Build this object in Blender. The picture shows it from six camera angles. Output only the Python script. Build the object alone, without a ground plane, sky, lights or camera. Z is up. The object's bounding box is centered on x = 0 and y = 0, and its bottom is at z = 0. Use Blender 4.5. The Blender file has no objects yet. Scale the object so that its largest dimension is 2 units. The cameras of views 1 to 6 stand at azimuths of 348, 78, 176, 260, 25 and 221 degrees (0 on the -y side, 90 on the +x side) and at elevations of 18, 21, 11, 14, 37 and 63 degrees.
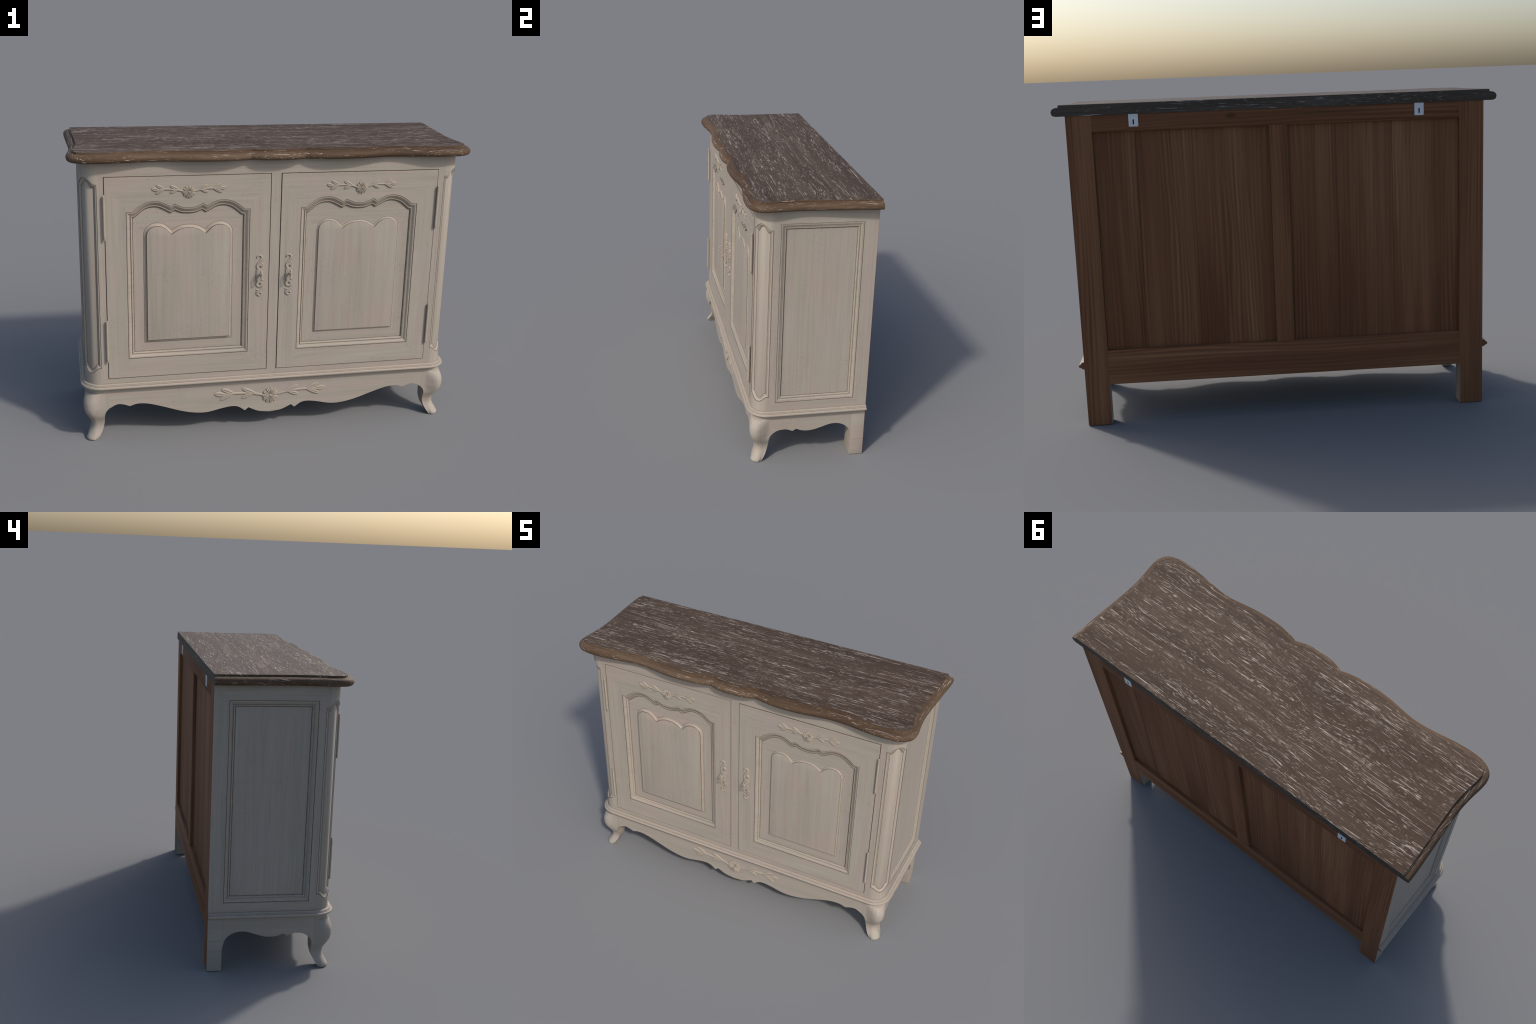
# French provincial two-door sideboard: painted carcass, limed wooden top,
# stained pine back, carved sprigs, scroll escutcheons with keys, barrel hinges.
import bpy, bmesh, math, random
from mathutils import Vector, Matrix
from mathutils.geometry import tessellate_polygon

random.seed(7)

# ------------------------------------------------------------------ sizes (m)
SIDE_X = 0.941          # outer face of the sides
FRONT_Y = -0.283        # outer face of the front
BACK_Y = 0.3365         # outer face of the back
CORNER_R = 0.080        # radius of the rounded front corners
CAR_LOW, CAR_TOP = 0.309, 1.4385
TOP_Z = 1.4880
DOOR_CX = 0.4268
DOOR_IN, DOOR_OUT = 0.0270, 0.8266
DOOR_LOW, DOOR_TOP = 0.3375, 1.3645
GAP = 0.0030
RECESS = 0.0165

# ------------------------------------------------------------------ materials
def new_mat(name):
    m = bpy.data.materials.new(name)
    m.use_nodes = True
    nt = m.node_tree
    nt.nodes.clear()
    out = nt.nodes.new('ShaderNodeOutputMaterial')
    b = nt.nodes.new('ShaderNodeBsdfPrincipled')
    nt.links.new(b.outputs[0], out.inputs[0])
    return m, nt, b

class NT:
    """small helper around a node tree"""
    def __init__(s, nt):
        s.nt = nt
    def n(s, t, **kw):
        nd = s.nt.nodes.new(t)
        for k, v in kw.items():
            setattr(nd, k, v)
        return nd
    def l(s, a, b):
        s.nt.links.new(a, b)
    def coords(s):
        return s.n('ShaderNodeTexCoord').outputs['Object']
    def mapping(s, vec, scale=(1, 1, 1), loc=(0, 0, 0), rot=(0, 0, 0)):
        m = s.n('ShaderNodeMapping')
        m.inputs['Scale'].default_value = scale
        m.inputs['Location'].default_value = loc
        m.inputs['Rotation'].default_value = rot
        s.l(vec, m.inputs['Vector'])
        return m.outputs[0]
    def noise(s, vec, scale=1.0, detail=3.0, rough=0.5, dist=0.0):
        t = s.n('ShaderNodeTexNoise')
        t.inputs['Scale'].default_value = scale
        t.inputs['Detail'].default_value = detail
        t.inputs['Roughness'].default_value = rough
        t.inputs['Distortion'].default_value = dist
        s.l(vec, t.inputs['Vector'])
        return t.outputs['Fac']
    def ramp(s, fac, stops, interp='LINEAR'):
        r = s.n('ShaderNodeValToRGB')
        r.color_ramp.interpolation = interp
        e = r.color_ramp.elements
        while len(e) < len(stops):
            e.new(0.5)
        for el, (p, c) in zip(e, stops):
            el.position = p
            el.color = (c[0], c[1], c[2], 1) if isinstance(c, (tuple, list)) else (c, c, c, 1)
        s.l(fac, r.inputs[0])
        return r.outputs[0]
    def mix(s, fac, a, b, blend='MIX'):
        m = s.n('ShaderNodeMix', data_type='RGBA', blend_type=blend)
        for sock, v in ((m.inputs[0], fac), (m.inputs[6], a), (m.inputs[7], b)):
            if hasattr(v, 'links') or hasattr(v, 'is_linked'):
                s.l(v, sock)
            elif isinstance(v, (tuple, list)):
                sock.default_value = (v[0], v[1], v[2], 1)
            else:
                sock.default_value = v
        return m.outputs[2]
    def math(s, op, a, b=0.0, clamp=False):
        m = s.n('ShaderNodeMath', operation=op, use_clamp=clamp)
        for sock, v in ((m.inputs[0], a), (m.inputs[1], b)):
            if hasattr(v, 'is_linked'):
                s.l(v, sock)
            else:
                sock.default_value = v
        return m.outputs[0]
    def bump(s, h, strength, dist, bsdf):
        b = s.n('ShaderNodeBump')
        b.inputs['Strength'].default_value = strength
        b.inputs['Distance'].default_value = dist
        s.l(h, b.inputs['Height'])
        s.l(b.outputs[0], bsdf.inputs['Normal'])

PAINT = (0.331, 0.291, 0.248)

def paint_material(name, grain='z', mitre=None, tone=1.0, warm=0.0, specks=1.0):
    """Brushed greige paint.  grain: axis along which the brush marks run.
    mitre=(axis, centre, half width, centre z, half height): rails of a framed
    panel take crosswise marks, stiles take upright marks."""
    m, nt, b = new_mat(name)
    k = NT(nt)
    co = k.coords()
    def streak(axis, fine):
        f, c = (95.0, 2.2) if fine else (16.0, 1.1)
        sc = {'x': (c, f, f), 'y': (f, c, f), 'z': (f, f, c)}[axis]
        return k.noise(k.mapping(co, sc), 1.0, 4.0, 0.6, 0.3)
    if mitre:
        ax, c, hw, cz, hz = mitre
        sep = k.n('ShaderNodeSeparateXYZ')
        k.l(co, sep.inputs[0])
        du = k.math('SUBTRACT', k.math('ABSOLUTE', k.math('SUBTRACT', sep.outputs[0 if ax == 'x' else 1], c)), hw)
        dv = k.math('SUBTRACT', k.math('ABSOLUTE', k.math('SUBTRACT', sep.outputs[2], cz)), hz)
        msk = k.math('MULTIPLY', k.math('SUBTRACT', dv, du), 60.0)
        msk = k.math('ADD', msk, 0.5, True)
        coarse = k.mix(msk, streak('z', False), streak(ax, False))
        fine = k.mix(msk, streak('z', True), streak(ax, True))
    else:
        coarse, fine = streak(grain, False), streak(grain, True)
    P = [tone * v for v in PAINT]
    P = [P[0] * (1 + .03 * warm), P[1], P[2] * (1 - .10 * warm)]
    def c(r, g, bl):
        return (P[0] * r, P[1] * g, P[2] * bl)
    base = k.ramp(coarse, [(.28, c(.90, .91, .90)), (.42, c(.98, .99, .97)), (.5, c(1.03, .985, 1.0)),
                           (.58, c(1.0, 1.02, 1.0)), (.72, c(1.07, 1.075, 1.09))])
    lines = k.ramp(fine, [(.30, .91), (.5, 1.0), (.70, 1.06)])
    col = k.mix(1.0, base, lines, 'MULTIPLY')
    # soft cloudy tints: pinkish, greenish and lavender passes of the glaze
    cloud = k.noise(co, 4.2, 2.0, .5)
    tint = k.ramp(cloud, [(.32, (1.025, .985, .975)), (.45, (.995, 1.0, .99)), (.55, (.985, 1.0, .985)), (.68, (1.0, .992, 1.03))])
    col = k.mix(.8, col, tint, 'MULTIPLY')
    # clustered dark worm specks
    sp = k.noise(co, 165.0, 2.0, .55, .6)
    spm = k.ramp(sp, [(.575, 0.0), (.66, 1.0)])
    cl = k.ramp(k.noise(co, 9.0, 3.0, .55), [(.50, 0.0), (.66, 1.0)])
    f = k.math('MULTIPLY', k.math('MULTIPLY', spm, cl), .5 * specks)
    col = k.mix(f, col, c(.52, .53, .50))
    k.l(col, b.inputs['Base Color'])
    b.inputs['Roughness'].default_value = .62
    b.inputs['Specular IOR Level'].default_value = .3
    k.bump(fine, .10, .0006, b)
    return m

def crease_line_material():
    m, nt, b = new_mat('brown_crease_line')
    k = NT(nt)
    co = k.coords()
    nz = k.noise(co, 34.0, 3.0, .6)
    col = k.ramp(nz, [(.3, (.105, .080, .062)), (.55, (.155, .115, .085)), (.75, (.24, .185, .14))])
    k.l(col, b.inputs['Base Color'])
    b.inputs['Roughness'].default_value = .7
    return m

def tan_edge_material():
    m, nt, b = new_mat('worn_tan_edge')
    k = NT(nt)
    nz = k.noise(k.coords(), 60.0, 3.0, .6)
    col = k.ramp(nz, [(.35, (.215, .165, .122)), (.6, (.30, .248, .20))])
    k.l(col, b.inputs['Base Color'])
    b.inputs['Roughness'].default_value = .65
    return m

def limed_wood(name, along, tones, fleck=1.0, thr=0.0, lime=(.42, .355, .30)):
    """brown open-grained timber with white lime left in the pores"""
    m, nt, b = new_mat(name)
    k = NT(nt)
    co = k.coords()
    if along == 'y':
        co = k.mapping(co, (1, 1, 1), (0, 0, 0), (0, 0, math.pi / 2))
    # gentle bending of the grain around a few eyes
    warp = k.noise(k.mapping(co, (3.0, 8.0, 8.0)), 1.0, 1.0, .4)
    w = k.n('ShaderNodeCombineXYZ')
    amp = k.math('MULTIPLY', k.math('SUBTRACT', warp, .5), .055)
    k.l(amp, w.inputs[1])
    k.l(amp, w.inputs[2])
    add = k.n('ShaderNodeVectorMath', operation='ADD')
    k.l(co, add.inputs[0])
    k.l(w.outputs[0], add.inputs[1])
    g = add.outputs[0]
    rings = k.noise(k.mapping(g, (.9, 17, 17)), 1.0, 3.0, .55)
    body = k.ramp(rings, [(.32, tones[0]), (.50, tones[1]), (.68, tones[2])])
    finer = k.noise(k.mapping(g, (5, 160, 160)), 1.0, 2.0, .6)
    body = k.mix(1.0, body, k.ramp(finer, [(.3, .84), (.7, 1.14)]), 'MULTIPLY')
    # pores: short dashes of lime, denser along some rings
    dens = k.noise(k.mapping(g, (1.6, 26, 26), (3.1, .4, .2)), 1.0, 3.0, .6)
    d = k.ramp(dens, [(.36, 0.0), (.62, 1.0)])
    # long hair lines of lime
    p1 = k.noise(k.mapping(g, (4.5, 240, 240), (1.7, 0, 0)), 1.0, 2.0, .5)
    thr1 = k.math('SUBTRACT', .645 + thr, k.math('MULTIPLY', d, .075))
    f1 = k.math('MULTIPLY', k.math('SUBTRACT', p1, thr1), 15.0, True)
    brk = k.ramp(k.noise(k.mapping(g, (38, 170, 170), (4, 7, 0)), 1.0, 1.0, .5), [(.36, .2), (.50, 1.0)])
    f1 = k.math('MULTIPLY', f1, brk)
    # short pores
    p2 = k.noise(k.mapping(g, (34, 300, 300), (5.2, 2, 0)), 1.0, 1.0, .5)
    thr2 = k.math('SUBTRACT', .694 + thr, k.math('MULTIPLY', d, .085))
    f2 = k.math('MULTIPLY', k.math('MULTIPLY', k.math('SUBTRACT', p2, thr2), 12.0, True), .62)
    f = k.math('MAXIMUM', f1, f2)
    # faint milky haze of lime in dense places
    haze = k.ramp(dens, [(.58, 0.0), (.82, .05)])
    col = k.mix(haze, body, tuple(.55 * v for v in lime))
    col = k.mix(k.math('MULTIPLY', f, fleck), col, lime)
    k.l(col, b.inputs['Base Color'])
    b.inputs['Roughness'].default_value = .6
    b.inputs['Specular IOR Level'].default_value = .11
    k.bump(k.math('SUBTRACT', rings, k.math('MULTIPLY', f, .4)), .18, .0012, b)
    return m

def stained_pine(name, grain='z'):
    """dark stained softwood with fine year rings and per-board variation"""
    m, nt, b = new_mat(name)
    k = NT(nt)
    co = k.coords()
    if grain == 'x':
        co = k.mapping(co, (1, 1, 1), (0, 0, 0), (0, math.pi / 2, 0))
    info = k.n('ShaderNodeObjectInfo')
    off = k.n('ShaderNodeCombineXYZ')
    k.l(k.math('MULTIPLY', info.outputs['Random'], 17.0), off.inputs[0])
    k.l(k.math('MULTIPLY', info.outputs['Random'], 5.0), off.inputs[2])
    add = k.n('ShaderNodeVectorMath', operation='ADD')
    k.l(co, add.inputs[0])
    k.l(off.outputs[0], add.inputs[1])
    v = add.outputs[0]
    warp = k.noise(k.mapping(v, (7, 7, .9)), 1.0, 2.5, .5)
    t = k.math('MULTIPLY', warp, 30.0)
    sep = k.n('ShaderNodeSeparateXYZ')
    k.l(v, sep.inputs[0])
    s = k.math('SINE', k.math('ADD', t, k.math('MULTIPLY', sep.outputs[0], 330.0)))
    s2 = k.math('ADD', k.math('MULTIPLY', s, .5), .5)
    str_ = k.noise(k.mapping(v, (120, 120, 1.6)), 1.0, 4.0, .6, .2)
    broad = k.noise(k.mapping(v, (9, 9, .55)), 1.0, 2.0, .5)
    col = k.ramp(broad, [(.30, (.138, .058, .028)), (.5, (.186, .083, .040)), (.70, (.236, .116, .057))])
    col = k.mix(1.0, col, k.ramp(str_, [(.3, .78), (.5, 1.0), (.72, 1.22)]), 'MULTIPLY')
    ringmask = k.ramp(k.noise(k.mapping(v, (6, 6, .7), (2, 0, 4)), 1.0, 2.0, .5), [(.45, 0.0), (.6, 1.0)])
    col = k.mix(k.math('MULTIPLY', ringmask, .75), col, k.mix(1.0, col, k.ramp(s2, [(.0, .74), (.6, 1.0), (1.0, 1.25)]), 'MULTIPLY'))
    # reddish heart tint and scattered knots
    red = k.ramp(k.noise(k.mapping(v, (14, 14, .8), (9, 1, 0)), 1.0, 2.0, .5), [(.5, 0.0), (.68, .55)])
    col = k.mix(red, col, (.150, .060, .030))
    vor = k.n('ShaderNodeTexVoronoi', feature='F1')
    vor.inputs['Scale'].default_value = 1.0
    k.l(k.mapping(v, (4.2, 4.2, 2.1)), vor.inputs['Vector'])
    knot = k.ramp(vor.outputs['Distance'], [(.03, 1.0), (.075, 0.0)])
    col = k.mix(k.math('MULTIPLY', knot, .8), col, (.038, .020, .013))
    tone = k.math('ADD', k.math('MULTIPLY', info.outputs['Random'], .22), .89)
    tc = k.n('ShaderNodeCombineColor')
    for i in range(3):
        k.l(tone, tc.inputs[i])
    col = k.mix(1.0, col, tc.outputs[0], 'MULTIPLY')
    k.l(col, b.inputs['Base Color'])
    b.inputs['Roughness'].default_value = .7
    b.inputs['Specular IOR Level'].default_value = .12
    k.bump(str_, .15, .0008, b)
    return m

def plain(name, col, rough=.5, metal=0.0):
    m, nt, b = new_mat(name)
    k = NT(nt)
    nz = k.noise(k.coords(), 25.0, 3.0, .5)
    c = k.ramp(nz, [(.3, tuple(.93 * v for v in col)), (.7, tuple(1.05 * v for v in col))])
    k.l(c, b.inputs['Base Color'])
    b.inputs['Roughness'].default_value = rough
    b.inputs['Metallic'].default_value = metal
    return m

DOOR_CZ = (DOOR_LOW + DOOR_TOP) / 2
M_PAINT_V = paint_material('paint_upright_grain', 'z')
M_PAINT_H = paint_material('paint_cross_grain', 'x')
M_PAINT_HY = paint_material('paint_side_cross_grain', 'y')
M_PAINT_LEG = paint_material('paint_leg', 'z', tone=.99, specks=.3)
M_PAINT_TRIM = paint_material('paint_moulding', 'x', tone=.975, warm=.25, specks=.5)
M_PAINT_CARVE = paint_material('paint_carving', 'x', tone=1.0, warm=.4, specks=.2)
M_DOOR = {s: paint_material('paint_door_frame', 'z', mitre=('x', s * DOOR_CX, .3005, .818, .40)) for s in (-1, 1)}
M_DPANEL = {s: paint_material('paint_door_panel', 'z', mitre=('x', s * DOOR_CX, .2185, .800, .285)) for s in (-1, 1)}
M_SIDE = paint_material('paint_side_frame', 'z', mitre=('y', .047, .215, .861, .503))
M_CREASE = crease_line_material()
M_TAN = tan_edge_material()
WOOD = ((.057, .037, .025), (.073, .048, .033), (.092, .064, .044))
WOOD_EDGE = ((.074, .046, .029), (.096, .061, .038), (.122, .083, .054))
WOOD_DARK_BACK = ((.058, .047, .037), (.076, .062, .049), (.098, .081, .066))
M_TOP = limed_wood('limed_wood_top', 'x', WOOD)
M_EDGE_F = limed_wood('limed_wood_front_edge', 'x', WOOD_EDGE, thr=.04, lime=(.44, .37, .30))
M_EDGE_S = limed_wood('limed_wood_side_edge', 'y', WOOD_EDGE, thr=.03, lime=(.44, .37, .30))
M_EDGE_B = limed_wood('limed_wood_dark_back_edge', 'x', WOOD_DARK_BACK, thr=.03, lime=(.30, .29, .28))
M_PINE_V = stained_pine('stained_pine_upright', 'z')
M_PINE_H = stained_pine('stained_pine_cross', 'x')
M_GAP_DARK = plain('gap_backing_dark', (.022, .018, .015), .9)
M_METAL = plain('pale_bracket_metal', (.62, .64, .66), .45)
M_BLACK = plain('slot_shadow_black', (.004, .004, .004), .9)

# ------------------------------------------------------------------ mesh tools
class MB:
    """mesh builder collecting faces with material slots"""
    def __init__(s):
        s.v, s.f, s.m, s.mats = [], [], [], []
    def mat(s, m):
        if m not in s.mats:
            s.mats.append(m)
        return s.mats.index(m)
    def vs(s, pts):
        i = len(s.v)
        s.v.extend([tuple(p) for p in pts])
        return list(range(i, i + len(pts)))
    def face(s, ids, m):
        s.f.append(tuple(ids))
        s.m.append(s.mat(m))
    def poly(s, pts, m):
        s.face(s.vs(pts), m)
    def bridge(s, a, b, m, closed=True, flip=False):
        n = len(a)
        for i in range(n if closed else n - 1):
            j = (i + 1) % n
            q = (a[i], a[j], b[j], b[i])
            s.face(q[::-1] if flip else q, m)
    def holed(s, loops2d, fn, m, flip=False):
        """flat face with holes, given 2D loops and a map to 3D"""
        pts = [p for lp in loops2d for p in lp]
        ids = s.vs([fn(*p) for p in pts])
        for t in tessellate_polygon([[Vector((p[0], p[1], 0)) for p in lp] for lp in loops2d]):
            s.face([ids[i] for i in (t[::-1] if flip else t)], m)
    def box(s, x0, x1, y0, y1, z0, z1, m):
        i = s.vs([(x, y, z) for z in (z0, z1) for y in (y0, y1) for x in (x0, x1)])
        for q in ((0, 2, 3, 1), (4, 5, 7, 6), (0, 1, 5, 4), (2, 6, 7, 3), (0, 4, 6, 2), (1, 3, 7, 5)):
            s.face([i[a] for a in q], m)
    def obj(s, name, parent, angle=32, bevel=0.0, merge=True):
        me = bpy.data.meshes.new(name)
        me.from_pydata(s.v, [], s.f)
        for m in s.mats:
            me.materials.append(m)
        me.polygons.foreach_set('material_index', s.m)
        bm = bmesh.new()
        bm.from_mesh(me)
        if merge:
            bmesh.ops.remove_doubles(bm, verts=bm.verts, dist=1e-5)
        bmesh.ops.recalc_face_normals(bm, faces=bm.faces)
        if bevel:
            es = [e for e in bm.edges if len(e.link_faces) == 2 and e.calc_face_angle(0) > .8]
            bmesh.ops.bevel(bm, geom=es, offset=bevel, segments=2, profile=.6, affect='EDGES', clamp_overlap=True)
        bm.to_mesh(me)
        bm.free()
        me.polygons.foreach_set('use_smooth', [True] * len(me.polygons))
        me.set_sharp_from_angle(angle=math.radians(angle))
        o = bpy.data.objects.new(name, me)
        bpy.context.scene.collection.objects.link(o)
        o.parent = parent
        return o

def catmull(pts, per=8):
    """smooth curve through the points"""
    out = []
    n = len(pts)
    for i in range(n - 1):
        p0 = pts[max(i - 1, 0)]
        p1, p2 = pts[i], pts[i + 1]
        p3 = pts[min(i + 2, n - 1)]
        if i == 0:
            p0 = tuple(2 * a - b for a, b in zip(p1, p2))
        if i + 2 > n - 1:
            p3 = tuple(2 * a - b for a, b in zip(p2, p1))
        for k in range(per):
            t = k / per
            out.append(tuple(.5 * (2 * b + (c - a) * t + (2 * a - 5 * b + 4 * c - d) * t * t +
                                   (3 * b - a - 3 * c + d) * t ** 3)
                             for a, b, c, d in zip(p0, p1, p2, p3)))
    out.append(tuple(pts[-1]))
    return out

def chain(segments, per=8):
    """join smooth segments that meet in sharp corners"""
    out = []
    for sg in segments:
        c = catmull(sg, per) if len(sg) > 2 else list(sg)
        out += c if not out else c[1:]
    return out

def mirror_top(half):
    """half profile from the middle outwards -> full profile left to right"""
    return [(-x, z) for x, z in half[::-1]] + half[1:]

def offset(poly, d, closed=True):
    """mitred inward offset of a counter-clockwise outline"""
    n = len(poly)
    out = []
    for i in range(n):
        p = Vector(poly[i])
        a = Vector(poly[i - 1]) if (closed or i > 0) else None
        c = Vector(poly[(i + 1) % n]) if (closed or i < n - 1) else None
        e1 = (p - a).normalized() if a is not None else None
        e2 = (c - p).normalized() if c is not None else None
        e1 = e1 or e2
        e2 = e2 or e1
        n1, n2 = Vector((-e1.y, e1.x)), Vector((-e2.y, e2.x))
        mit = (n1 + n2) / max(1 + n1.dot(n2), .25)
        q = p + mit * d
        out.append((q.x, q.y))
    return out

def interp(tab, x):
    """monotone-ish smooth interpolation in a table of (x, value)"""
    if x <= tab[0][0]:
        return tab[0][1]
    for i in range(len(tab) - 1):
        x0, y0 = tab[i]
        x1, y1 = tab[i + 1]
        if x <= x1:
            def slope(j):
                if j <= 0 or j >= len(tab) - 1:
                    return 0.0
                a = (tab[j][1] - tab[j - 1][1]) / (tab[j][0] - tab[j - 1][0])
                b = (tab[j + 1][1] - tab[j][1]) / (tab[j + 1][0] - tab[j][0])
                return 0.0 if a * b <= 0 else 2 * a * b / (a + b)
            h = x1 - x0
            t = (x - x0) / h
            return ((2 * t ** 3 - 3 * t * t + 1) * y0 + (t ** 3 - 2 * t * t + t) * h * slope(i) +
                    (-2 * t ** 3 + 3 * t * t) * y1 + (t ** 3 - t * t) * h * slope(i + 1))
    return tab[-1][1]

def empty(name, parent=None):
    o = bpy.data.objects.new(name, None)
    bpy.context.scene.collection.objects.link(o)
    o.parent = parent
    return o

root = empty('sideboard')
root['label'] = 'greige painted two-door sideboard with brown limed wood top'
root['category'] = 'sideboard'

# moulding profile of door and side frames: (inset, depth, material of the strip that ENDS here)
FRAME_PROFILE = [
    (.0000, .0000, None),
    (.0004, .0030, 'g'),
    (.0020, .0034, 'g'),
    (.0030, .0012, 't'),
    (.0058, .0012, 'p'),
    (.0098, .0032, 'p'),
    (.0140, .0072, 'p'),
    (.0182, .0106, 'p'),
    (.0204, .0114, 'p'),
    (.0218, .0122, 'g'),
    (.0226, .0082, 't'),
    (.0252, .0082, 'p'),
    (.0276, .0098, 'p'),
    (.0296, .0128, 'p'),
    (.0302, .0160, 'p'),
    (.0318, .0174, 'g'),
    (.0334, RECESS, 'g'),
]
# raised field of the door panel
FIELD_PROFILE = [
    (.0000, RECESS, None),
    (.0012, RECESS + .0010, 'g'),
    (.0020, RECESS - .0012, 't'),
    (.0056, RECESS - .0020, 'p'),
    (.0105, RECESS - .0056, 'p'),
    (.0140, RECESS - .0092, 'p'),
    (.0154, RECESS - .0090, 'g'),
    (.0160, RECESS - .0132, 'g'),
    (.0168, RECESS - .0142, 't'),
    (.0180, RECESS - .0144, 'p'),
]
MATKEY = {'g': M_CREASE, 't': M_TAN, 'p': M_PAINT_TRIM}

def loft_profile(mb, outline, profile, fn, paint=None):
    prev = None
    for t, d, key in profile:
        ring = offset(outline, t)
        ids = mb.vs([fn(u, v, d) for u, v in ring])
        if prev is not None:
            mb.bridge(prev, ids, paint if (key == 'p' and paint) else MATKEY[key])
        prev = ids
    return ring

def rect(u0, u1, v0, v1):
    return [(u0, v0), (u1, v0), (u1, v1), (u0, v1)]

# ------------------------------------------------------------------ doors
DOOR_TOP_HALF = chain([
    [(0, 1.2088), (.025, 1.2108), (.0475, 1.2192)],
    [(.0475, 1.2192), (.0695, 1.2292)],
    [(.0695, 1.2292), (.0875, 1.2168)],
    [(.0875, 1.2168), (.110, 1.2290), (.136, 1.2402), (.161, 1.2440), (.187, 1.2427), (.214, 1.2350), (.240, 1.2210), (.2725, 1.1940)],
    [(.2725, 1.1940), (.3005, 1.1934)],
], 6)
FIELD_TOP_HALF = chain([
    [(0, 1.1226), (.030, 1.1200), (.057, 1.1106), (.0815, 1.0952)],
    [(.0815, 1.0952), (.0985, 1.1130), (.122, 1.1283), (.148, 1.1336), (.174, 1.1310), (.196, 1.1196), (.212, 1.1012), (.2187, 1.0760), (.2190, 1.0620)],
], 6)

def outline_from_top(half, low):
    top = mirror_top(half)
    return [(top[0][0], low), (top[-1][0], low)] + top[::-1]

for s in (-1, 1):
    cx = s * DOOR_CX
    proud = .0032 if s > 0 else 0.0      # the right-hand door stands a little proud
    fn = lambda u, v, d, cx=cx, proud=proud: (cx + u, FRONT_Y - proud + d, v)
    frame_line = outline_from_top(DOOR_TOP_HALF, .4378)
    field_line = outline_from_top(FIELD_TOP_HALF, .5156)
    if s > 0:
        field_line = offset(field_line, .0060)
    field_profile = FIELD_PROFILE if s < 0 else [(t * .62, RECESS - (RECESS - d) * .62, key) for t, d, key in FIELD_PROFILE]
    u0, u1 = sorted((s * DOOR_IN - cx, s * DOOR_OUT - cx))
    edge = rect(u0, u1, DOOR_LOW, DOOR_TOP)
    mb = MB()
    mb.holed([offset(edge, .0012), frame_line], lambda u, v: fn(u, v, 0), M_DOOR[s])
    a = mb.vs([fn(u, v, 0) for u, v in offset(edge, .0012)])
    b = mb.vs([fn(u, v, .0012) for u, v in edge])
    c = mb.vs([fn(u, v, .020) for u, v in edge])
    mb.bridge(a, b, M_TAN)
    mb.bridge(b, c, M_CREASE)  # dark rim walls, for the dark line round the door
    door = mb.obj('door', root)
    mb = MB()
    inner = loft_profile(mb, frame_line, FRAME_PROFILE, fn)
    mb.obj('door_moulding', door)
    mb = MB()
    mb.holed([inner, field_line], lambda u, v: fn(u, v, RECESS), M_DPANEL[s])
    inner2 = loft_profile(mb, field_line, field_profile, fn, M_PAINT_TRIM)
    mb.holed([inner2], lambda u, v: fn(u, v, field_profile[-1][1]), M_PAINT_V)
    mb.obj('door_panel', door)

# ------------------------------------------------------------------ front frame
ARC_X = SIDE_X - CORNER_R
ARC_Y = FRONT_Y + CORNER_R
def front_piece(name, x0, x1, z0, z1, mat):
    mb = MB()
    mb.box(x0, x1, FRONT_Y, FRONT_Y + .021, z0, z1, mat)
    return mb.obj(name, root)
front_piece('painted_rail', -ARC_X, ARC_X, DOOR_TOP + GAP, CAR_TOP, M_PAINT_H)
front_piece('painted_rail', -ARC_X, ARC_X, CAR_LOW - .03, DOOR_LOW - GAP, M_PAINT_H)
for s in (-1, 1):
    x0, x1 = sorted((s * (DOOR_OUT + GAP), s * ARC_X))
    front_piece('painted_stile', x0, x1, DOOR_LOW - GAP, DOOR_TOP + GAP, M_PAINT_V)
front_piece('door_mullion', -DOOR_IN + GAP, DOOR_IN - GAP, DOOR_LOW - GAP, DOOR_TOP + GAP, M_PAINT_V)

# near-black box set behind the front so that the door gaps look dark
mb = MB()
mb.box(-.885, .885, -.2575, .308, .286, 1.43, M_GAP_DARK)
mb.obj('gap_backing_block', root)

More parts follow.
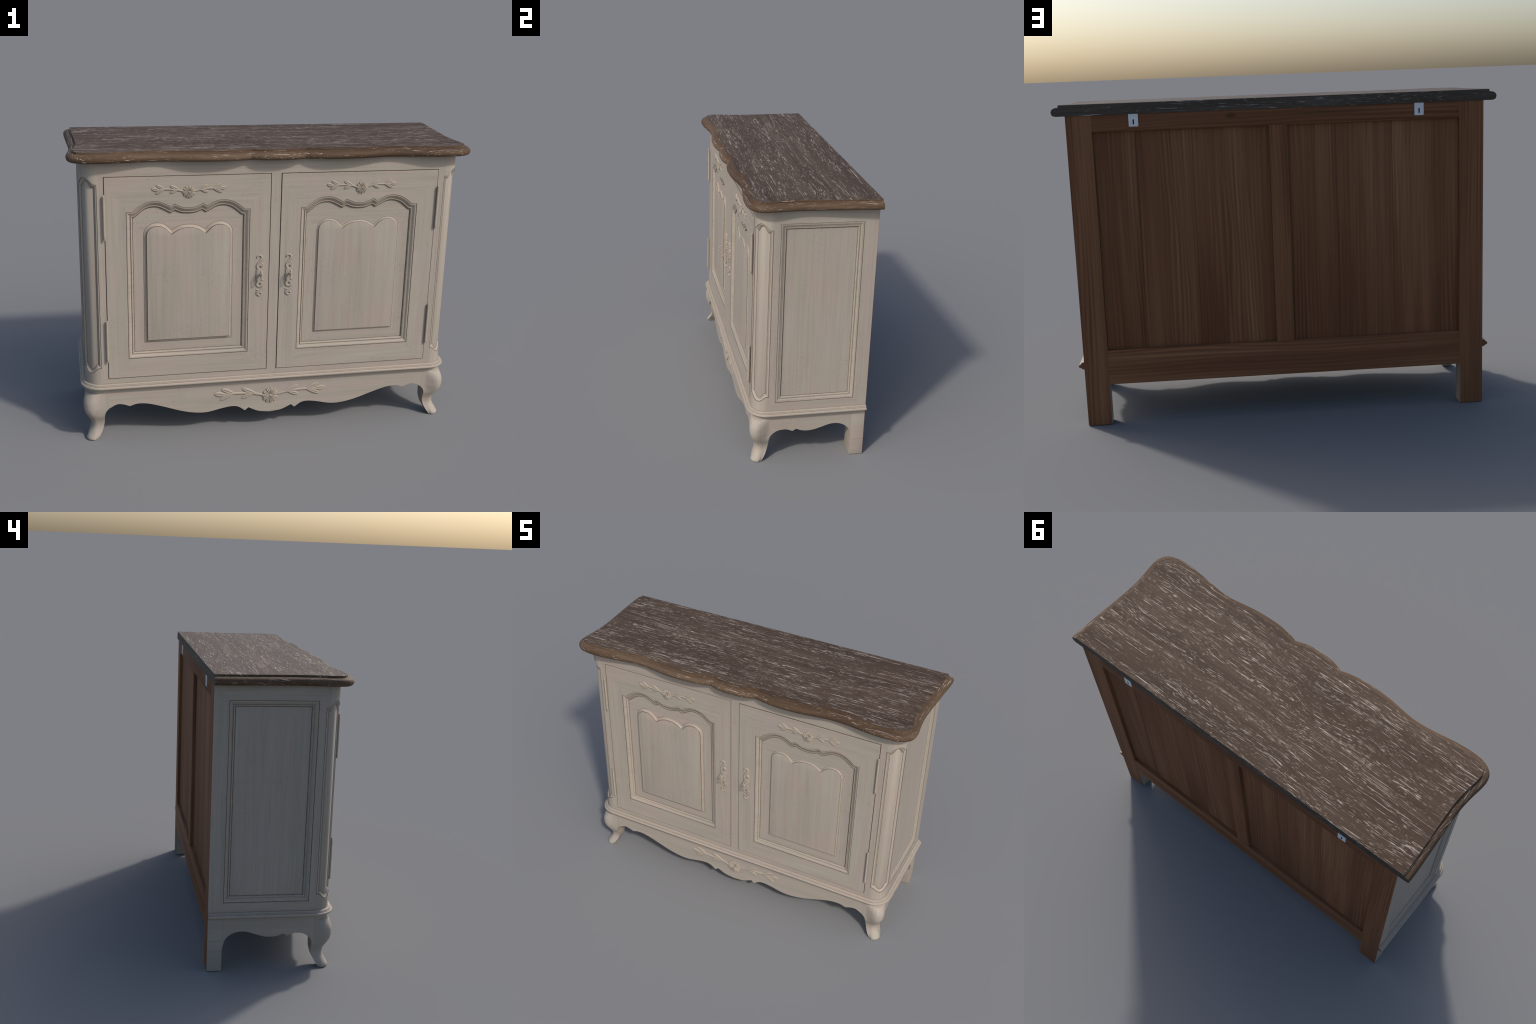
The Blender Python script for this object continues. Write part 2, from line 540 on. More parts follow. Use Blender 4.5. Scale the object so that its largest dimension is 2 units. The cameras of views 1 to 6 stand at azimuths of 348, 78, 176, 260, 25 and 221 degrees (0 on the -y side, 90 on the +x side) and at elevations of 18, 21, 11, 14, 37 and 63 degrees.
# ------------------------------------------------------------------ rounded corner posts with sunk panels
ARC_LEN = CORNER_R * math.pi / 2
POST_PROFILE = [
    (.0000, .0000, None),
    (.0006, .0032, 'g'),
    (.0018, .0036, 'g'),
    (.0030, .0022, 't'),
    (.0065, .0030, 'p'),
    (.0100, .0062, 'p'),
    (.0112, .0084, 'p'),
    (.0122, .0090, 'g'),
    (.0130, .0078, 't'),
    (.0160, .0098, 'p'),
    (.0178, .0122, 'g'),
    (.0192, .0116, 'g'),
]
NPOST = 32
def hump(t):
    """flat ears, then an S-curve up to a crown in the middle"""
    e = .10
    t = min(t, 1 - t)
    if t <= e:
        return 0.0
    q = ((t - e) / (.5 - e)) ** 1.4
    return 1 - (1 - q) ** 2.4
for s in (-1, 1):
    def corner(u, v, d, s=s):
        a = u / CORNER_R
        r = CORNER_R - d
        return (s * (ARC_X + r * math.sin(a)), ARC_Y - r * math.cos(a), v)
    mb = MB()
    us = [ARC_LEN * i / NPOST for i in range(NPOST + 1)]
    def top_line(t):
        return [(t + u * (ARC_LEN - 2 * t) / ARC_LEN, 1.3320 + .0310 * hump(u / ARC_LEN) - t * (1.0 if t < .001 else 1.02)) for u in us]
    def low_line(t):
        return [(t + u * (ARC_LEN - 2 * t) / ARC_LEN, .3925 - .0300 * hump(u / ARC_LEN) + t) for u in us]
    prev = None
    for t, d, key in POST_PROFILE:
        ids = mb.vs([corner(u, v, d) for u, v in low_line(t) + top_line(t)[::-1]])
        if prev:
            mb.bridge(prev, ids, M_PAINT_LEG if key == 'p' else MATKEY[key])
        prev = ids
    n = NPOST + 1
    mb.bridge(prev[:n], prev[n:][::-1], M_PAINT_LEG, closed=False)
    for line, z in ((top_line(0), CAR_TOP), (low_line(0), CAR_LOW - .035)):
        a = mb.vs([corner(u, v, 0) for u, v in line])
        b = mb.vs([corner(u, z, 0) for u, v in line])
        mb.bridge(a, b, M_PAINT_V, closed=False)
    mb.obj('corner_post', root)

# ------------------------------------------------------------------ sides
PAINT_BACK = BACK_Y - .0010
for s in (-1, 1):
    fn = lambda u, v, d, s=s: (s * (SIDE_X - d), u, v)
    hole = rect(-.1678, .2626, .3580, 1.3650)
    mb = MB()
    outer = rect(ARC_Y, PAINT_BACK, CAR_LOW - .035, CAR_TOP)
    mb.holed([outer, hole], lambda u, v: fn(u, v, 0), M_SIDE)
    side = mb.obj('panel_frame', root)
    mb = MB()
    deep = 1.0 if s < 0 else .78
    inner = loft_profile(mb, hole, [(t, d * deep, key) for t, d, key in FRAME_PROFILE], fn, M_PAINT_TRIM)
    mb.obj('panel_moulding', side)
    mb = MB()
    mb.holed([inner], lambda u, v: fn(u, v, RECESS * deep), M_PAINT_V)
    mb.obj('sunk_panel', side)

# ------------------------------------------------------------------ base moulding swept round three sides
BASE_PROFILE = [  # (outward, z, material)
    (.0000, .3100, None), (.0015, .3092, 'g'), (.0075, .3092, 'p'), (.0110, .3076, 'p'), (.0128, .3050, 'p'),
    (.0130, .3034, 'g'), (.0150, .3024, 'p'), (.0162, .3004, 'p'), (.0164, .2988, 'g'),
    (.0195, .2986, 'p'), (.0228, .2966, 'p'), (.0248, .2932, 'p'), (.0250, .2900, 'p'), (.0236, .2868, 'p'),
    (.0205, .2842, 'p'), (.0160, .2830, 'p'), (.0130, .2818, 'g'), (.0118, .2790, 'p'), (.0070, .2768, 'p'), (.0020, .2752, 'p'), (.0, .2745, 'g'),
]
def base_path(o):
    pts = [(-(SIDE_X + o), BACK_Y), (-(SIDE_X + o), ARC_Y + .2)]
    r = CORNER_R + o
    for i in range(25):
        a = math.pi / 2 * i / 24
        pts.append((-(ARC_X + r * math.cos(a)), ARC_Y - r * math.sin(a)))
    return pts + [(-x, y) for x, y in pts[::-1]]
mb = MB()
prev = None
ends = []
for o, z, key in BASE_PROFILE:
    ids = mb.vs([(x, y, z) for x, y in base_path(o)])
    ends.append((ids[0], ids[-1]))
    if prev:
        mb.bridge(prev, ids, MATKEY[key], closed=False)
    prev = ids
for e in (0, 1):
    mb.face([p[e] for p in ends], M_PINE_H)
mb.obj('plinth_moulding', root)

# ------------------------------------------------------------------ aprons
APRON_HALF = chain([
    [(0, .0890), (.0615, .0978), (.114, .1220)],
    [(.114, .1220), (.132, .1058)],
    [(.132, .1058), (.1665, .1294), (.2005, .1354), (.251, .1286), (.324, .1130), (.386, .1134), (.463, .1295), (.549, .1590), (.629, .1836), (.686, .1888), (.726, .1775)],
    [(.726, .1775), (.762, .1908), (.792, .1918), (.8300, .1720)],
], 5)
def plank_from_outline(mb, line, fn, depth, mat):
    """closed 2D outline pushed back by depth"""
    a = mb.vs([fn(u, v, 0) for u, v in line])
    b = mb.vs([fn(u, v, depth) for u, v in line])
    mb.holed([line], lambda u, v: fn(u, v, 0), mat)
    mb.holed([line], lambda u, v: fn(u, v, depth), mat)
    mb.bridge(a, b, mat)
APRON_TOP = .2765
mb = MB()
low = mirror_top(APRON_HALF)
line = low + [(.8300, APRON_TOP), (-.8300, APRON_TOP)]
plank_from_outline(mb, line, lambda u, v, d: (u, FRONT_Y + d, v), .022, M_PAINT_H)
mb.obj('apron', root)

SIDE_APRON = chain([
    [(-.1720, .1710), (-.1540, .1830), (-.1320, .1892), (-.0990, .1896), (-.0655, .1770)],
    [(-.0655, .1770), (-.0450, .1892)],
    [(-.0450, .1892), (-.0095, .1760), (.0410, .1752), (.0905, .1885), (.1388, .2040), (.1785, .2062), (.2140, .1958), (.2445, .1705), (.2570, .1366), (.2620, .1100)],
], 5)
LEG_BACK_Y0 = .2620
for s in (-1, 1):
    mb = MB()
    line = SIDE_APRON + [(LEG_BACK_Y0, APRON_TOP), (-.1720, APRON_TOP)]
    plank_from_outline(mb, line, lambda u, v, d, s=s: (s * (SIDE_X - d), u, v), .022, M_PAINT_HY)
    mb.obj('apron', root)

# ------------------------------------------------------------------ legs
LEG_IN = [(0, .049), (.005, .051), (.026, .066), (.060, .0820), (.095, .0880), (.125, .0885), (.145, .0920), (.160, .1000), (.172, .111), (.28, .111)]
LEG_OUT = [(0, .003), (.006, .005), (.018, .000), (.035, -.010), (.052, -.0185), (.068, -.0220), (.085, -.0205), (.105, -.0135), (.130, -.0005), (.155, .0095), (.180, .0142), (.203, .0150), (.226, .0115), (.243, .0060), (.2540, .0020), (.2575, .0), (.28, .0)]
LEG_RAD = [(0, .038), (.03, .034), (.07, .031), (.12, .034), (.16, .037), (.20, .042), (.235, .050), (.2545, .058), (.2580, .080), (.28, .080)]
def leg_section(z):
    I, o, r = interp(LEG_IN, z), interp(LEG_OUT, z), interp(LEG_RAD, z)
    flush = .5 * (o - math.sqrt(o * o + .008 ** 2)) * min(1.0, max(0.0, (.19 - z) / .05))   # blends into the apron plane
    side = []
    n = 12
    for i in range(n + 1):
        t = i / n
        a = -I + (I + o - r) * t
        w = max(0.0, (t - .18) / .82)
        q = w * w * (3 - 2 * w)
        side.append((a, flush + (o - flush) * q))
    arc = []
    m = 14
    for i in range(1, m):
        w = math.pi / 2 * i / m
        arc.append((o - r + r * math.sin(w), o - r + r * math.cos(w)))
    sec = [(-I, -I)] + side + arc + [(b, a) for a, b in side[::-1]]
    return sec
for s in (-1, 1):
    mb = MB()
    zs = [0, .0015, .005] + [.005 + .0065 * i for i in range(1, 38)] + [.2545, .2562, .2580, .264, APRON_TOP]
    zs = sorted(z for z in zs if z <= APRON_TOP)
    prev = None
    for z in zs:
        sec = leg_section(max(z, .004))
        k = 1 - .05 * max(0, (.0035 - z) / .0035)
        c = (-.025, -.025)
        ids = mb.vs([(s * (SIDE_X + c[0] + (a - c[0]) * k), FRONT_Y - (c[1] + (b - c[1]) * k), z) for a, b in sec])
        if prev:
            mb.bridge(prev, ids, M_PAINT_LEG)
        else:
            mb.face(ids, M_PAINT_LEG)
        prev = ids
    mb.obj('cabriole_leg', root, angle=40)
    mb = MB()
    x0, x1 = sorted((s * .832, s * SIDE_X))
    mb.box(x0, x1, LEG_BACK_Y0, PAINT_BACK, 0, APRON_TOP, M_PAINT_HY)
    mb.obj('block_leg', root, bevel=.0012)

# floor of the carcass
mb = MB()
mb.box(-.915, .915, -.258, .31, .268, .290, M_PAINT_H)
mb.obj('floor_board', root)

# ------------------------------------------------------------------ back
def slab(name, x0, x1, y0, y1, z0, z1, mat, bevel=.0008):
    mb = MB()
    mb.box(x0, x1, y0, y1, z0, z1, mat)
    return mb.obj(name, root, bevel=bevel)
POST_IN = .8285
for s in (-1, 1):
    x0, x1 = sorted((s * .832, s * SIDE_X))
    mb = MB()   # stile with its foot, painted leg in front of it
    mb.box(x0, x1, PAINT_BACK, BACK_Y, 0, CAR_TOP, M_PINE_V)
    x0, x1 = sorted((s * POST_IN, s * .8320))
    mb.box(x0, x1, .300, BACK_Y - .0002, .1955, CAR_TOP, M_PINE_V)
    mb.obj('pine_stile', root)
slab('pine_rail', -POST_IN, POST_IN, .300, BACK_Y, 1.3645, CAR_TOP, M_PINE_H)
slab('pine_rail', -POST_IN, POST_IN, .300, BACK_Y, .1955, .3592, M_PINE_H)
slab('pine_mullion', -.0410, .0415, .300, BACK_Y, .3592, 1.3645, M_PINE_V)
for xs in ([.8285, .640, .388, .0415], [-.0410, -.262, -.520, -.8285]):
    for a, b in zip(xs[:-1], xs[1:]):
        slab('backing_board', b + .0003, a - .0003, .306, BACK_Y - .0170 + random.uniform(-.0004, .0004), .350, 1.372, M_PINE_V, .0010)

# wall brackets
for s in (-1, 1):
    mb = MB()
    cx = s * .6425
    outer = []
    w, h, r = .0212, .0287, .003
    cz = 1.4117
    for qx, qz, a0 in ((1, -1, -90), (1, 1, 0), (-1, 1, 90), (-1, -1, 180)):
        for i in range(5):
            a = math.radians(a0 + 90 * i / 4)
            outer.append((cx + qx * (w - r) + r * math.cos(a), cz + qz * (h - r) + r * math.sin(a)))
    slot = []
    for k, a0 in ((1, 0), (-1, 180)):
        for i in range(9):
            a = math.radians(a0 + 180 * i / 8)
            slot.append((cx + .0030 * math.cos(a), 1.4035 + k * .0088 + .0030 * math.sin(a)))
    y0, y1 = BACK_Y - .0004, BACK_Y + .0030
    mb.holed([outer, slot], lambda u, v: (u, y1, v), M_METAL)
    a = mb.vs([(u, y1, v) for u, v in outer])
    b = mb.vs([(u, y0, v) for u, v in outer])
    mb.bridge(a, b, M_METAL)
    a = mb.vs([(u, y1, v) for u, v in slot])
    b = mb.vs([(u, BACK_Y + .0006, v) for u, v in slot])
    mb.bridge(a, b, M_BLACK)
    mb.face(b, M_BLACK)
    mb.obj('wall_bracket', root)

# ------------------------------------------------------------------ wooden top
TOP_BACK = .3405
TOP_HALF = chain([
    [(0, -.3405), (.040, -.3395), (.085, -.3330), (.1340, -.3160)],
    [(.1340, -.3160), (.185, -.3285), (.250, -.3385), (.320, -.3402), (.400, -.3362), (.480, -.3245), (.550, -.3150), (.620, -.3160), (.700, -.3260),
     (.790, -.3375), (.865, -.3405), (.922, -.3345), (.962, -.3165), (.986, -.2900), (.9955, -.2560), (.9945, -.2150), (.987, -.1600), (.9815, -.1000), (.9805, -.0500), (.984, .0300), (.9905, .1300), (.9965, .2300), (1.000, .3000), (1.0000, TOP_BACK)],
], 6)
TOP_PROFILE = [  # (inset, z)
    (.0600, 1.4385), (.0200, 1.4385), (.0105, 1.4402), (.0045, 1.4440), (.0012, 1.4500), (.0, 1.4565), (.0008, 1.4620), (.0038, 1.4680), (.0090, 1.4726), (.0160, 1.4757), (.0240, 1.4772), (.0310, 1.4778),
    (.0325, 1.4790), (.0325, 1.4868), (.0337, 1.4880),
]
top_line = [(-x, y) for x, y in TOP_HALF[::-1]] + TOP_HALF[1:]   # left back -> front -> right back, counter-clockwise
def top_ring(t):
    ring = offset(top_line, t, closed=False)
    ring[0] = (top_line[0][0] + t, TOP_BACK)
    ring[-1] = (top_line[-1][0] - t, TOP_BACK)
    return ring
mb = MB()
prev = None
ends = []
ring_ids = []
for t, z in TOP_PROFILE:
    ring = top_ring(t)
    ids = mb.vs([(x, y, z) for x, y in ring])
    ends.append((ids[0], ids[-1]))
    if prev:
        for i in range(len(ids) - 1):
            x, y = ring[i]
            m = M_EDGE_S if (abs(x) > .93 and y > -.285) else M_EDGE_F
            mb.face((prev[i], prev[i + 1], ids[i + 1], ids[i]), m)
    prev = ids
    ring_ids.append(ids)
mb.holed([[mb.v[i][:2] for i in ring_ids[-1]]], lambda u, v: (u, v, TOP_PROFILE[-1][1]), M_TOP)
mb.holed([[mb.v[i][:2] for i in ring_ids[0]]], lambda u, v: (u, v, TOP_PROFILE[0][1]), M_EDGE_F)
mb.face([e[0] for e in ends] + [e[1] for e in ends[::-1]], M_EDGE_B)
mb.obj('tabletop', root, angle=38)

# ------------------------------------------------------------------ hinges (lathe)
HINGE_PROFILE = [  # (radius, z from middle) upper half
    (.0056, 0), (.0056, .0905), (.0050, .0912), (.0050, .0922), (.0062, .0930), (.0062, .0950), (.0048, .0960), (.0046, .0972),
    (.0058, .0982), (.0058, .0998), (.0042, .1010), (.0038, .1024), (.0046, .1040), (.0050, .1062), (.0046, .1085), (.0034, .1105), (.0016, .1116), (.0002, .1118)]
def hinge_mesh():
    mb = MB()
    full = [(r, -z) for r, z in HINGE_PROFILE[:0:-1]] + HINGE_PROFILE
    prev = None
    for i, (r, z) in enumerate(full):
        ids = mb.vs([(r * math.cos(a), r * math.sin(a), z) for a in [2 * math.pi * k / 20 for k in range(20)]])
        if prev:
            groove = abs(z) > .0905 and (r < .0051) and abs(z) < .103
            mb.bridge(prev, ids, M_TAN if groove else M_PAINT_CARVE)
        prev = ids
    return mb
hinge = None
for s in (-1, 1):
    for z in (1.1726, .5412):
        if hinge is None:
            hinge = hinge_mesh().obj('hinge', root)
            h = hinge
        else:
            h = hinge.copy()
            bpy.context.scene.collection.objects.link(h)
            h.name = 'hinge'
        h.parent = root
        h.location = (s * .8300, FRONT_Y - .0118, z)

# ------------------------------------------------------------------ carved relief helpers
def stroke(mb, pts, widths, heights, base, mat, groove=0.0, per=6, segs=6, flip=1):
    """raised half-round ridge along a curve in the x-z plane, pushed out towards -y.
    base: function (u, v, h) -> 3D.  groove: depth of a furrow down the middle."""
    data = catmull([(p[0], p[1], w, h) for p, w, h in zip(pts, widths, heights)], per)
    n = len(data)
    rows = []
    for i, (u, v, w, h) in enumerate(data):
        a = data[max(i - 1, 0)]
        c = data[min(i + 1, n - 1)]
        t = Vector((c[0] - a[0], c[1] - a[1]))
        t = t.normalized() if t.length > 0 else Vector((1, 0))
        nx, nz = -t.y, t.x
        w = max(w, 1e-4)
        row = [(u - nx * w, v - nz * w, -.0012)]
        for k in range(segs + 1):
            q = -1 + 2 * k / segs
            hh = h * (max(0.0, 1 - abs(q) ** 2.6)) ** .5 if groove == 0 else h * (max(0.0, 1 - abs(q) ** 3)) ** .5 * (1 - groove * math.exp(-(q / .28) ** 2))
            row.append((u + nx * w * q, v + nz * w * q, hh + .0004))
        row.append((u + nx * w, v + nz * w, -.0012))
        rows.append(mb.vs([base(*p) for p in row]))
    for a, b in zip(rows[:-1], rows[1:]):
        for j in range(len(a) - 1):
            mb.face((a[j], a[j + 1], b[j + 1], b[j]), M_CREASE if j in (0, len(a) - 2) else mat)
    mb.face(rows[0], mat)
    mb.face(rows[-1], mat)

def leaf_mesh(name, L=1.0):
    """unit almond leaf lying along +x, with a central furrow and a raised rim"""
    mb = MB()
    n, m = 14, 10
    rows = []
    for i in range(n + 1):
        t = i / n
        # slim flowing base, fullest past the middle, bluntly pointed tip
        w = .30 * (.16 + .84 * math.sin(math.pi / 2 * min(1, t / .62)) ** 1.6) * math.sqrt(max(.0, 1 - max(0.0, (t - .62) / .38) ** 1.9)) + .004
        bend = .05 * math.sin(math.pi * t)
        row = [(t, bend - w, -.02)]
        for k in range(m + 1):
            q = -1 + 2 * k / m
            h = .17 * (max(0, 1 - abs(q) ** 3)) ** .5 * (math.sin(math.pi * (.12 + .80 * t)) ** .5)
            fur = math.exp(-(q / .15) ** 2) * .080 * min(1, max(0, (t - .18) * 4)) * min(1, (1 - t) * 6)
            row.append((t, bend + w * q, max(.012, h - fur)))
        row.append((t, bend + w, -.02))
        rows.append(mb.vs([(x, -z, y) for x, y, z in row]))
    for i, (a, b) in enumerate(zip(rows[:-1], rows[1:])):
        for j in range(len(a) - 1):
            mid = 1 + m // 2
            fur = j in (mid - 1, mid) and 4 <= i <= n - 3
            rim = j in (0, len(a) - 2)
            mb.face((a[j], a[j + 1], b[j + 1], b[j]), M_CREASE if rim else M_TAN if fur else M_PAINT_CARVE)
    mb.face(rows[0], M_PAINT_CARVE)
    mb.face(rows[-1], M_PAINT_CARVE)
    return mb

def petal_mesh():
    """unit petal: from the flower's eye outwards along +x, two lobes with a furrow"""
    mb = MB()
    n, m = 10, 10
    rows = []
    for i in range(n + 1):
        t = .16 + .84 * i / n
        w = .305 * t * (1 if t < .72 else math.sqrt(max(.02, 1 - ((t - .72) / .285) ** 2)) * .55 + .45)
        row = [(t, -w * 1.0, -.05)]
        for k in range(m + 1):
            q = -1 + 2 * k / m
            h = .10 + .17 * math.sin(math.pi * min(1, .10 + .84 * t)) ** .7
            h *= (max(.0, 1 - abs(q) ** 4)) ** .5 * .8 + .2
            h -= .075 * math.exp(-(q / .20) ** 2) * min(1, (1.02 - t) * 5)
            tt = t + .025 * math.cos(q * 3.0) * (t - .5)
            row.append((tt, w * q, h))
        row.append((t, w * 1.0, -.05))
        rows.append(mb.vs([(x, -z, y) for x, y, z in row]))
    for i, (a, b) in enumerate(zip(rows[:-1], rows[1:])):
        for j in range(len(a) - 1):
            mid = 1 + m // 2
            fur = j in (mid - 1, mid) and i < n - 2
            rim = j in (0, len(a) - 2)
            mb.face((a[j], a[j + 1], b[j + 1], b[j]), M_CREASE if rim else M_TAN if fur else M_PAINT_CARVE)
    mb.face(rows[0], M_PAINT_CARVE)
    mb.face(rows[-1], M_PAINT_CARVE)
    return mb

def dome_mesh():
    mb = MB()
    prev = None
    for i in range(7):
        a = math.pi / 2 * i / 6
        r, h = math.cos(a), math.sin(a)
        ids = mb.vs([(max(r, .01) * math.cos(w), -h, max(r, .01) * math.sin(w)) for w in [2 * math.pi * k / 16 for k in range(16)]])
        if prev:
            mb.bridge(prev, ids, M_PAINT_CARVE)
        prev = ids
    mb.face(prev, M_PAINT_CARVE)
    return mb

PETAL = petal_mesh().obj('petal', root, angle=50)
LEAF = leaf_mesh('leaf').obj('leaf', root, angle=50)
DOME = dome_mesh().obj('flower_eye', root, angle=60)
protos = [PETAL, LEAF, DOME]
def inst(proto, name, parent, mat):
    o = bpy.data.objects.new(name, proto.data)
    bpy.context.scene.collection.objects.link(o)
    o.parent = parent
    o.matrix_local = mat
    return o

# one half of the sprig, in units of the door sprig (m): base, tip of every leaf and its fatness
LEAVES = [((-.040, .0075), (-.0905, .0320), 1.00, -1), ((-.052, .0090), (-.0920, -.0050), .90, 1),
          ((-.112, .0150), (-.1565, .0345), 1.00, -1), ((-.136, .0130), (-.1785, .0180), 1.15, -1), ((-.114, .0130), (-.1605, -.0070), .95, 1)]
STEM = [(-.024, .0015), (-.040, .0065), (-.058, .0100), (-.078, .0128), (-.100, .0142), (-.121, .0146), (-.140, .0132), (-.150, .0135)]

def carve(cx, cz, kx, kz, radius, height, proud=0.0):
    car = empty('floral_carving', root)
    car.location = (cx, FRONT_Y - proud, cz)
    mb = MB()
    for s in (-1, 1):
        pts = [(s * -x * kx, z * kz) for x, z in STEM]
        ws = [.0040, .0046, .0042, .0040, .0040, .0046, .0044, .0016]
        stroke(mb, pts, [w * kz for w in ws], [height * .75] * 7 + [height * .5], lambda u, v, h: (u, -h, v), M_PAINT_CARVE)
    mb.obj('stem', car, angle=50)
    for s in (-1, 1):
        for (bx, bz), (tx, tz), fat, side in LEAVES:
            b = Vector((s * -bx * kx, 0, bz * kz))
            t = Vector((s * -tx * kx, 0, tz * kz))
            d = t - b
            L = d.length
            ang = math.atan2(d.z, d.x)
            up = side * s
            wid = .029 * kz * fat
            M = Matrix.Translation(b) @ Matrix.Rotation(-ang, 4, 'Y') @ Matrix.Diagonal((L, height * 5.2, wid * up, 1))
            inst(LEAF, 'leaf', car, M)
    NP = 11
    for i in range(NP):
        a = 2 * math.pi * (i + .5) / NP + random.uniform(-.03, .03)
        r = radius * random.uniform(.97, 1.03)
        M = Matrix.Translation((0, -.0005 - (i % 2) * .0004, 0)) @ Matrix.Rotation(-a, 4, 'Y') @ Matrix.Diagonal((r, height * 5.0, r * .98, 1))
        inst(PETAL, 'petal', car, M)
    er = radius * .20
    inst(DOME, 'flower_eye', car, Matrix.Translation((0, -height * .75, 0)) @ Matrix.Diagonal((er, height * .85, er, 1)))
    return car

for s in (-1, 1):
    carve(s * (DOOR_CX + .001) - .0005 + (.0025 if s < 0 else .0045), 1.2872, 1.0, 1.0, .0292, .0062, .0032 if s > 0 else 0)
carve(0, .1865, 1.65, 1.45, .0412, .0066)
for p in protos:
    bpy.data.objects.remove(p)

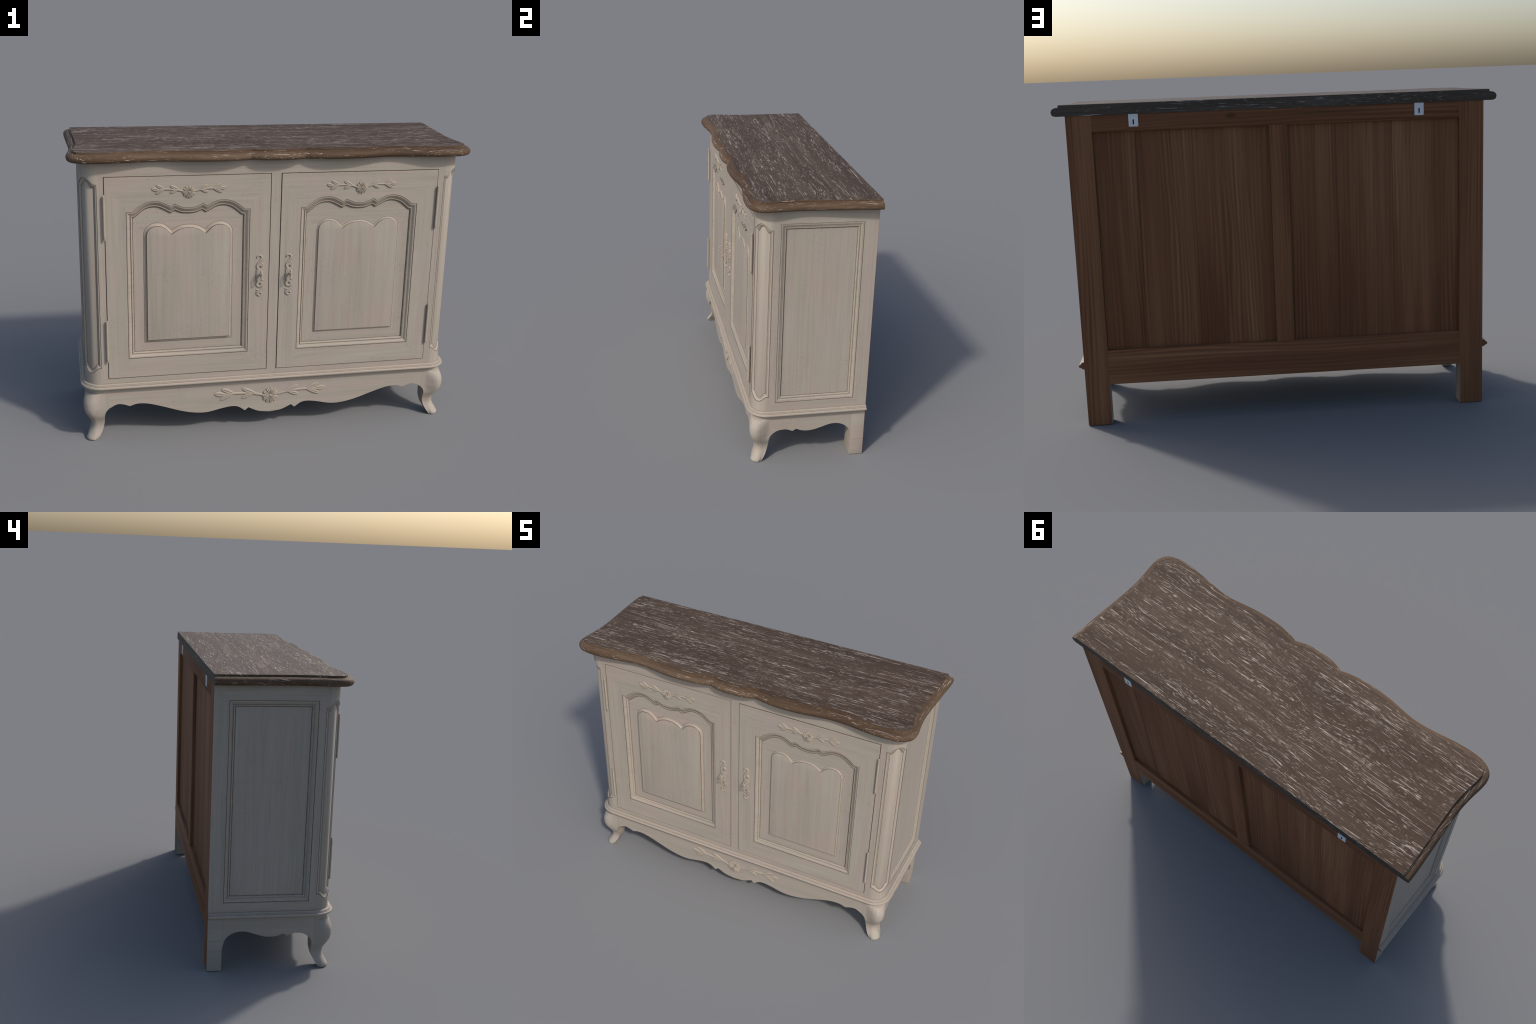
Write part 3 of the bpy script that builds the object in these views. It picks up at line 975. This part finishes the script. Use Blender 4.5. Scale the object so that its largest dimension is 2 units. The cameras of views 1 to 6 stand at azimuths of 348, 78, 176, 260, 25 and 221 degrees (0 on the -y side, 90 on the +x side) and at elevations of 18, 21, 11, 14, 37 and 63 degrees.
# ------------------------------------------------------------------ escutcheons and keys
def handle(cx, cz, proud=0.0):
    """pierced scroll plate with C-scrolls and thorns; a key stands in its middle"""
    mb = MB()
    yb = FRONT_Y - proud
    base = lambda u, v, h: (cx + u, yb - h, cz + v)
    H = .0052
    P = M_PAINT_CARVE
    # rings with the two round piercings
    for (u0, v0) in ((.0010, .0450), (-.0005, -.0445)):
        n = 28
        ro, ri = .0170, .0062
        rows = []
        for k in range(n):
            a = 2 * math.pi * k / n
            rows.append(mb.vs([base(u0 + r * math.cos(a), v0 + r * math.sin(a), h) for r, h in
                               ((ro, -.001), (ro, H * .72), (ro - .0012, H * .98), (ri + .0016, H * 1.02), (ri, H * .85), (ri, -.001))]))
        for i in range(n):
            a, b = rows[i], rows[(i + 1) % n]
            for j in range(5):
                mb.face((a[j], a[j + 1], b[j + 1], b[j]), M_CREASE if j in (0, 4) else P)
    def st(pts, ws, hs=None, grv=0.0):
        hs = hs or [H] * len(pts)
        stroke(mb, pts, ws, hs, base, P, grv, per=6)
    # upper hook
    st([(-.0130, .0930), (-.0132, .1010), (-.0045, .1066), (.0060, .1030), (.0082, .0930), (.0035, .0820), (-.0055, .0710), (-.0130, .0600), (-.0148, .0480), (-.0110, .0370)],
       [.0026, .0034, .0036, .0042, .0048, .0050, .0050, .0048, .0040, .0030], [H * .98] * 10)
    # thorny leaf behind the hook
    st([(.0075, .0985), (.0130, .0985), (.0182, .0992)], [.0028, .0022, .0006], [H * .9, H * .8, H * .5])
    st([(.0080, .0905), (.0135, .0890), (.0178, .0870)], [.0028, .0022, .0006], [H * .92, H * .8, H * .5])
    st([(.0050, .0820), (.0110, .0790), (.0168, .0770)], [.0030, .0024, .0006], [H * .9, H * .8, H * .5])
    st([(.0000, .0690), (.0080, .0722), (.0150, .0748)], [.0026, .0026, .0006], [H * .93, H * .8, H * .5])
    st([(-.0050, .0620), (.0060, .0655), (.0140, .0600), (.0175, .0500)], [.0030, .0034, .0034, .0026], [H * .95] * 4)
    # middle body, slightly cushioned
    n = 18
    rows = []
    for i in range(n + 1):
        t = i / n
        v = .0325 - .0650 * t
        w = .0165 + .0026 * math.sin(math.pi * t) - .004 * (abs(2 * t - 1) ** 6)
        rows.append(mb.vs([base(.0003 + w * q, v, h) for q, h in ((-1, -.001), (-1, H * .62), (-.9, H * .88), (-.5, H * 1.0), (0, H * 1.08), (.5, H * 1.0), (.9, H * .88), (1, H * .62), (1, -.001))]))
    for a, b in zip(rows[:-1], rows[1:]):
        for j in range(len(a) - 1):
            mb.face((a[j], a[j + 1], b[j + 1], b[j]), M_CREASE if j in (0, 7) else P)
    mb.face(rows[0], P)
    mb.face(rows[-1], P)
    # thorns on the flanks
    for (u, v, du, dv) in ((-.0140, .0300, -.0062, -.0035), (.0145, .0320, .0060, -.0030), (-.0140, -.0160, -.0055, .0040), (.0150, -.0230, .0060, -.0020),
                           (.0165, .0200, .0040, -.0020), (.0150, .0410, .0050, -.0010)):
        st([(u, v), (u + du * .6, v + dv * .4), (u + du, v + dv)], [.0034, .0024, .0006], [H * .9, H * .78, H * .5])
    # lower S-tail with curl
    st([(.0145, -.0400), (.0165, -.0520), (.0120, -.0650), (.0030, -.0760), (-.0060, -.0850), (-.0090, -.0950), (-.0040, -.1035), (.0050, -.1040), (.0110, -.0965), (.0075, -.0895), (.0015, -.0925)],
       [.0030, .0046, .0058, .0064, .0060, .0052, .0042, .0034, .0032, .0026, .0018], [H * .97] * 11)
    for (u, v, du, dv) in ((-.0030, -.0770, -.0145, .0050), (-.0100, -.0850, -.0075, .0010), (-.0120, -.0925, -.0055, -.0010), (-.0105, -.0985, -.0055, .0010)):
        st([(u, v), (u + du * .6, v + dv * .4 - .0005), (u + du, v + dv)], [.0030, .0024, .0006], [H * .92, H * .8, H * .5])
    plate = mb.obj('escutcheon', root, angle=45, merge=False)

    # key: collar, shank and a pierced heart-shaped bow standing upright
    kb = MB()
    def tube(pts, rad, closed=False, seg=8):
        n = len(pts)
        rows = []
        for i in range(n):
            a = Vector(pts[i - 1] if (closed or i) else pts[i])
            c = Vector(pts[(i + 1) % n] if (closed or i < n - 1) else pts[i])
            t = (c - a).normalized()
            x = Vector((1, 0, 0))
            y = t.cross(x).normalized()
            r = rad[i] if isinstance(rad, list) else rad
            rows.append(kb.vs([Vector(pts[i]) + (x * math.cos(w) + y * math.sin(w)) * r for w in [2 * math.pi * k / seg for k in range(seg)]]))
        for i in range(n if closed else n - 1):
            kb.bridge(rows[i], rows[(i + 1) % n], P)
        if not closed:
            kb.face(rows[0], P)
            kb.face(rows[-1], P)
    y0 = FRONT_Y - .006 - proud
    kz = cz + .0085
    kx = cx + .0015
    tube([(kx, y0 - q, kz) for q in (0, .002, .0025, .005, .0055, .008, .0085, .0125, .013, .016, .017, .019)],
         [.0048, .0048, .0036, .0036, .0050, .0050, .0034, .0034, .0048, .0048, .0034, .0030], seg=12)
    bow = catmull([(y0 - .0190, kz), (y0 - .0155, kz + .0105), (y0 - .0190, kz + .0205), (y0 - .0290, kz + .0225), (y0 - .0385, kz + .0165), (y0 - .0385, kz + .0080), (y0 - .0355, kz),
                   (y0 - .0385, kz - .0080), (y0 - .0385, kz - .0165), (y0 - .0290, kz - .0225), (y0 - .0190, kz - .0205), (y0 - .0155, kz - .0105), (y0 - .0190, kz)], 4)[:-1]
    tube([(kx, y, z) for y, z in bow], .0027, closed=True)
    tube([(kx, y0 - .019, kz), (kx, y0 - .024, kz), (kx, y0 - .028, kz)], [.0026, .0042, .0012])
    for k in (-1, 1):
        tube([(kx, y0 - .021, kz + k * .002), (kx, y0 - .025, kz + k * .0070), (kx, y0 - .0235, kz + k * .0110)], [.0022, .0026, .0014])
    kb.obj('key', plate, angle=50, merge=False)

for s in (-1, 1):
    handle(s * .0742 + .0012, .8475, .0032 if s > 0 else 0)
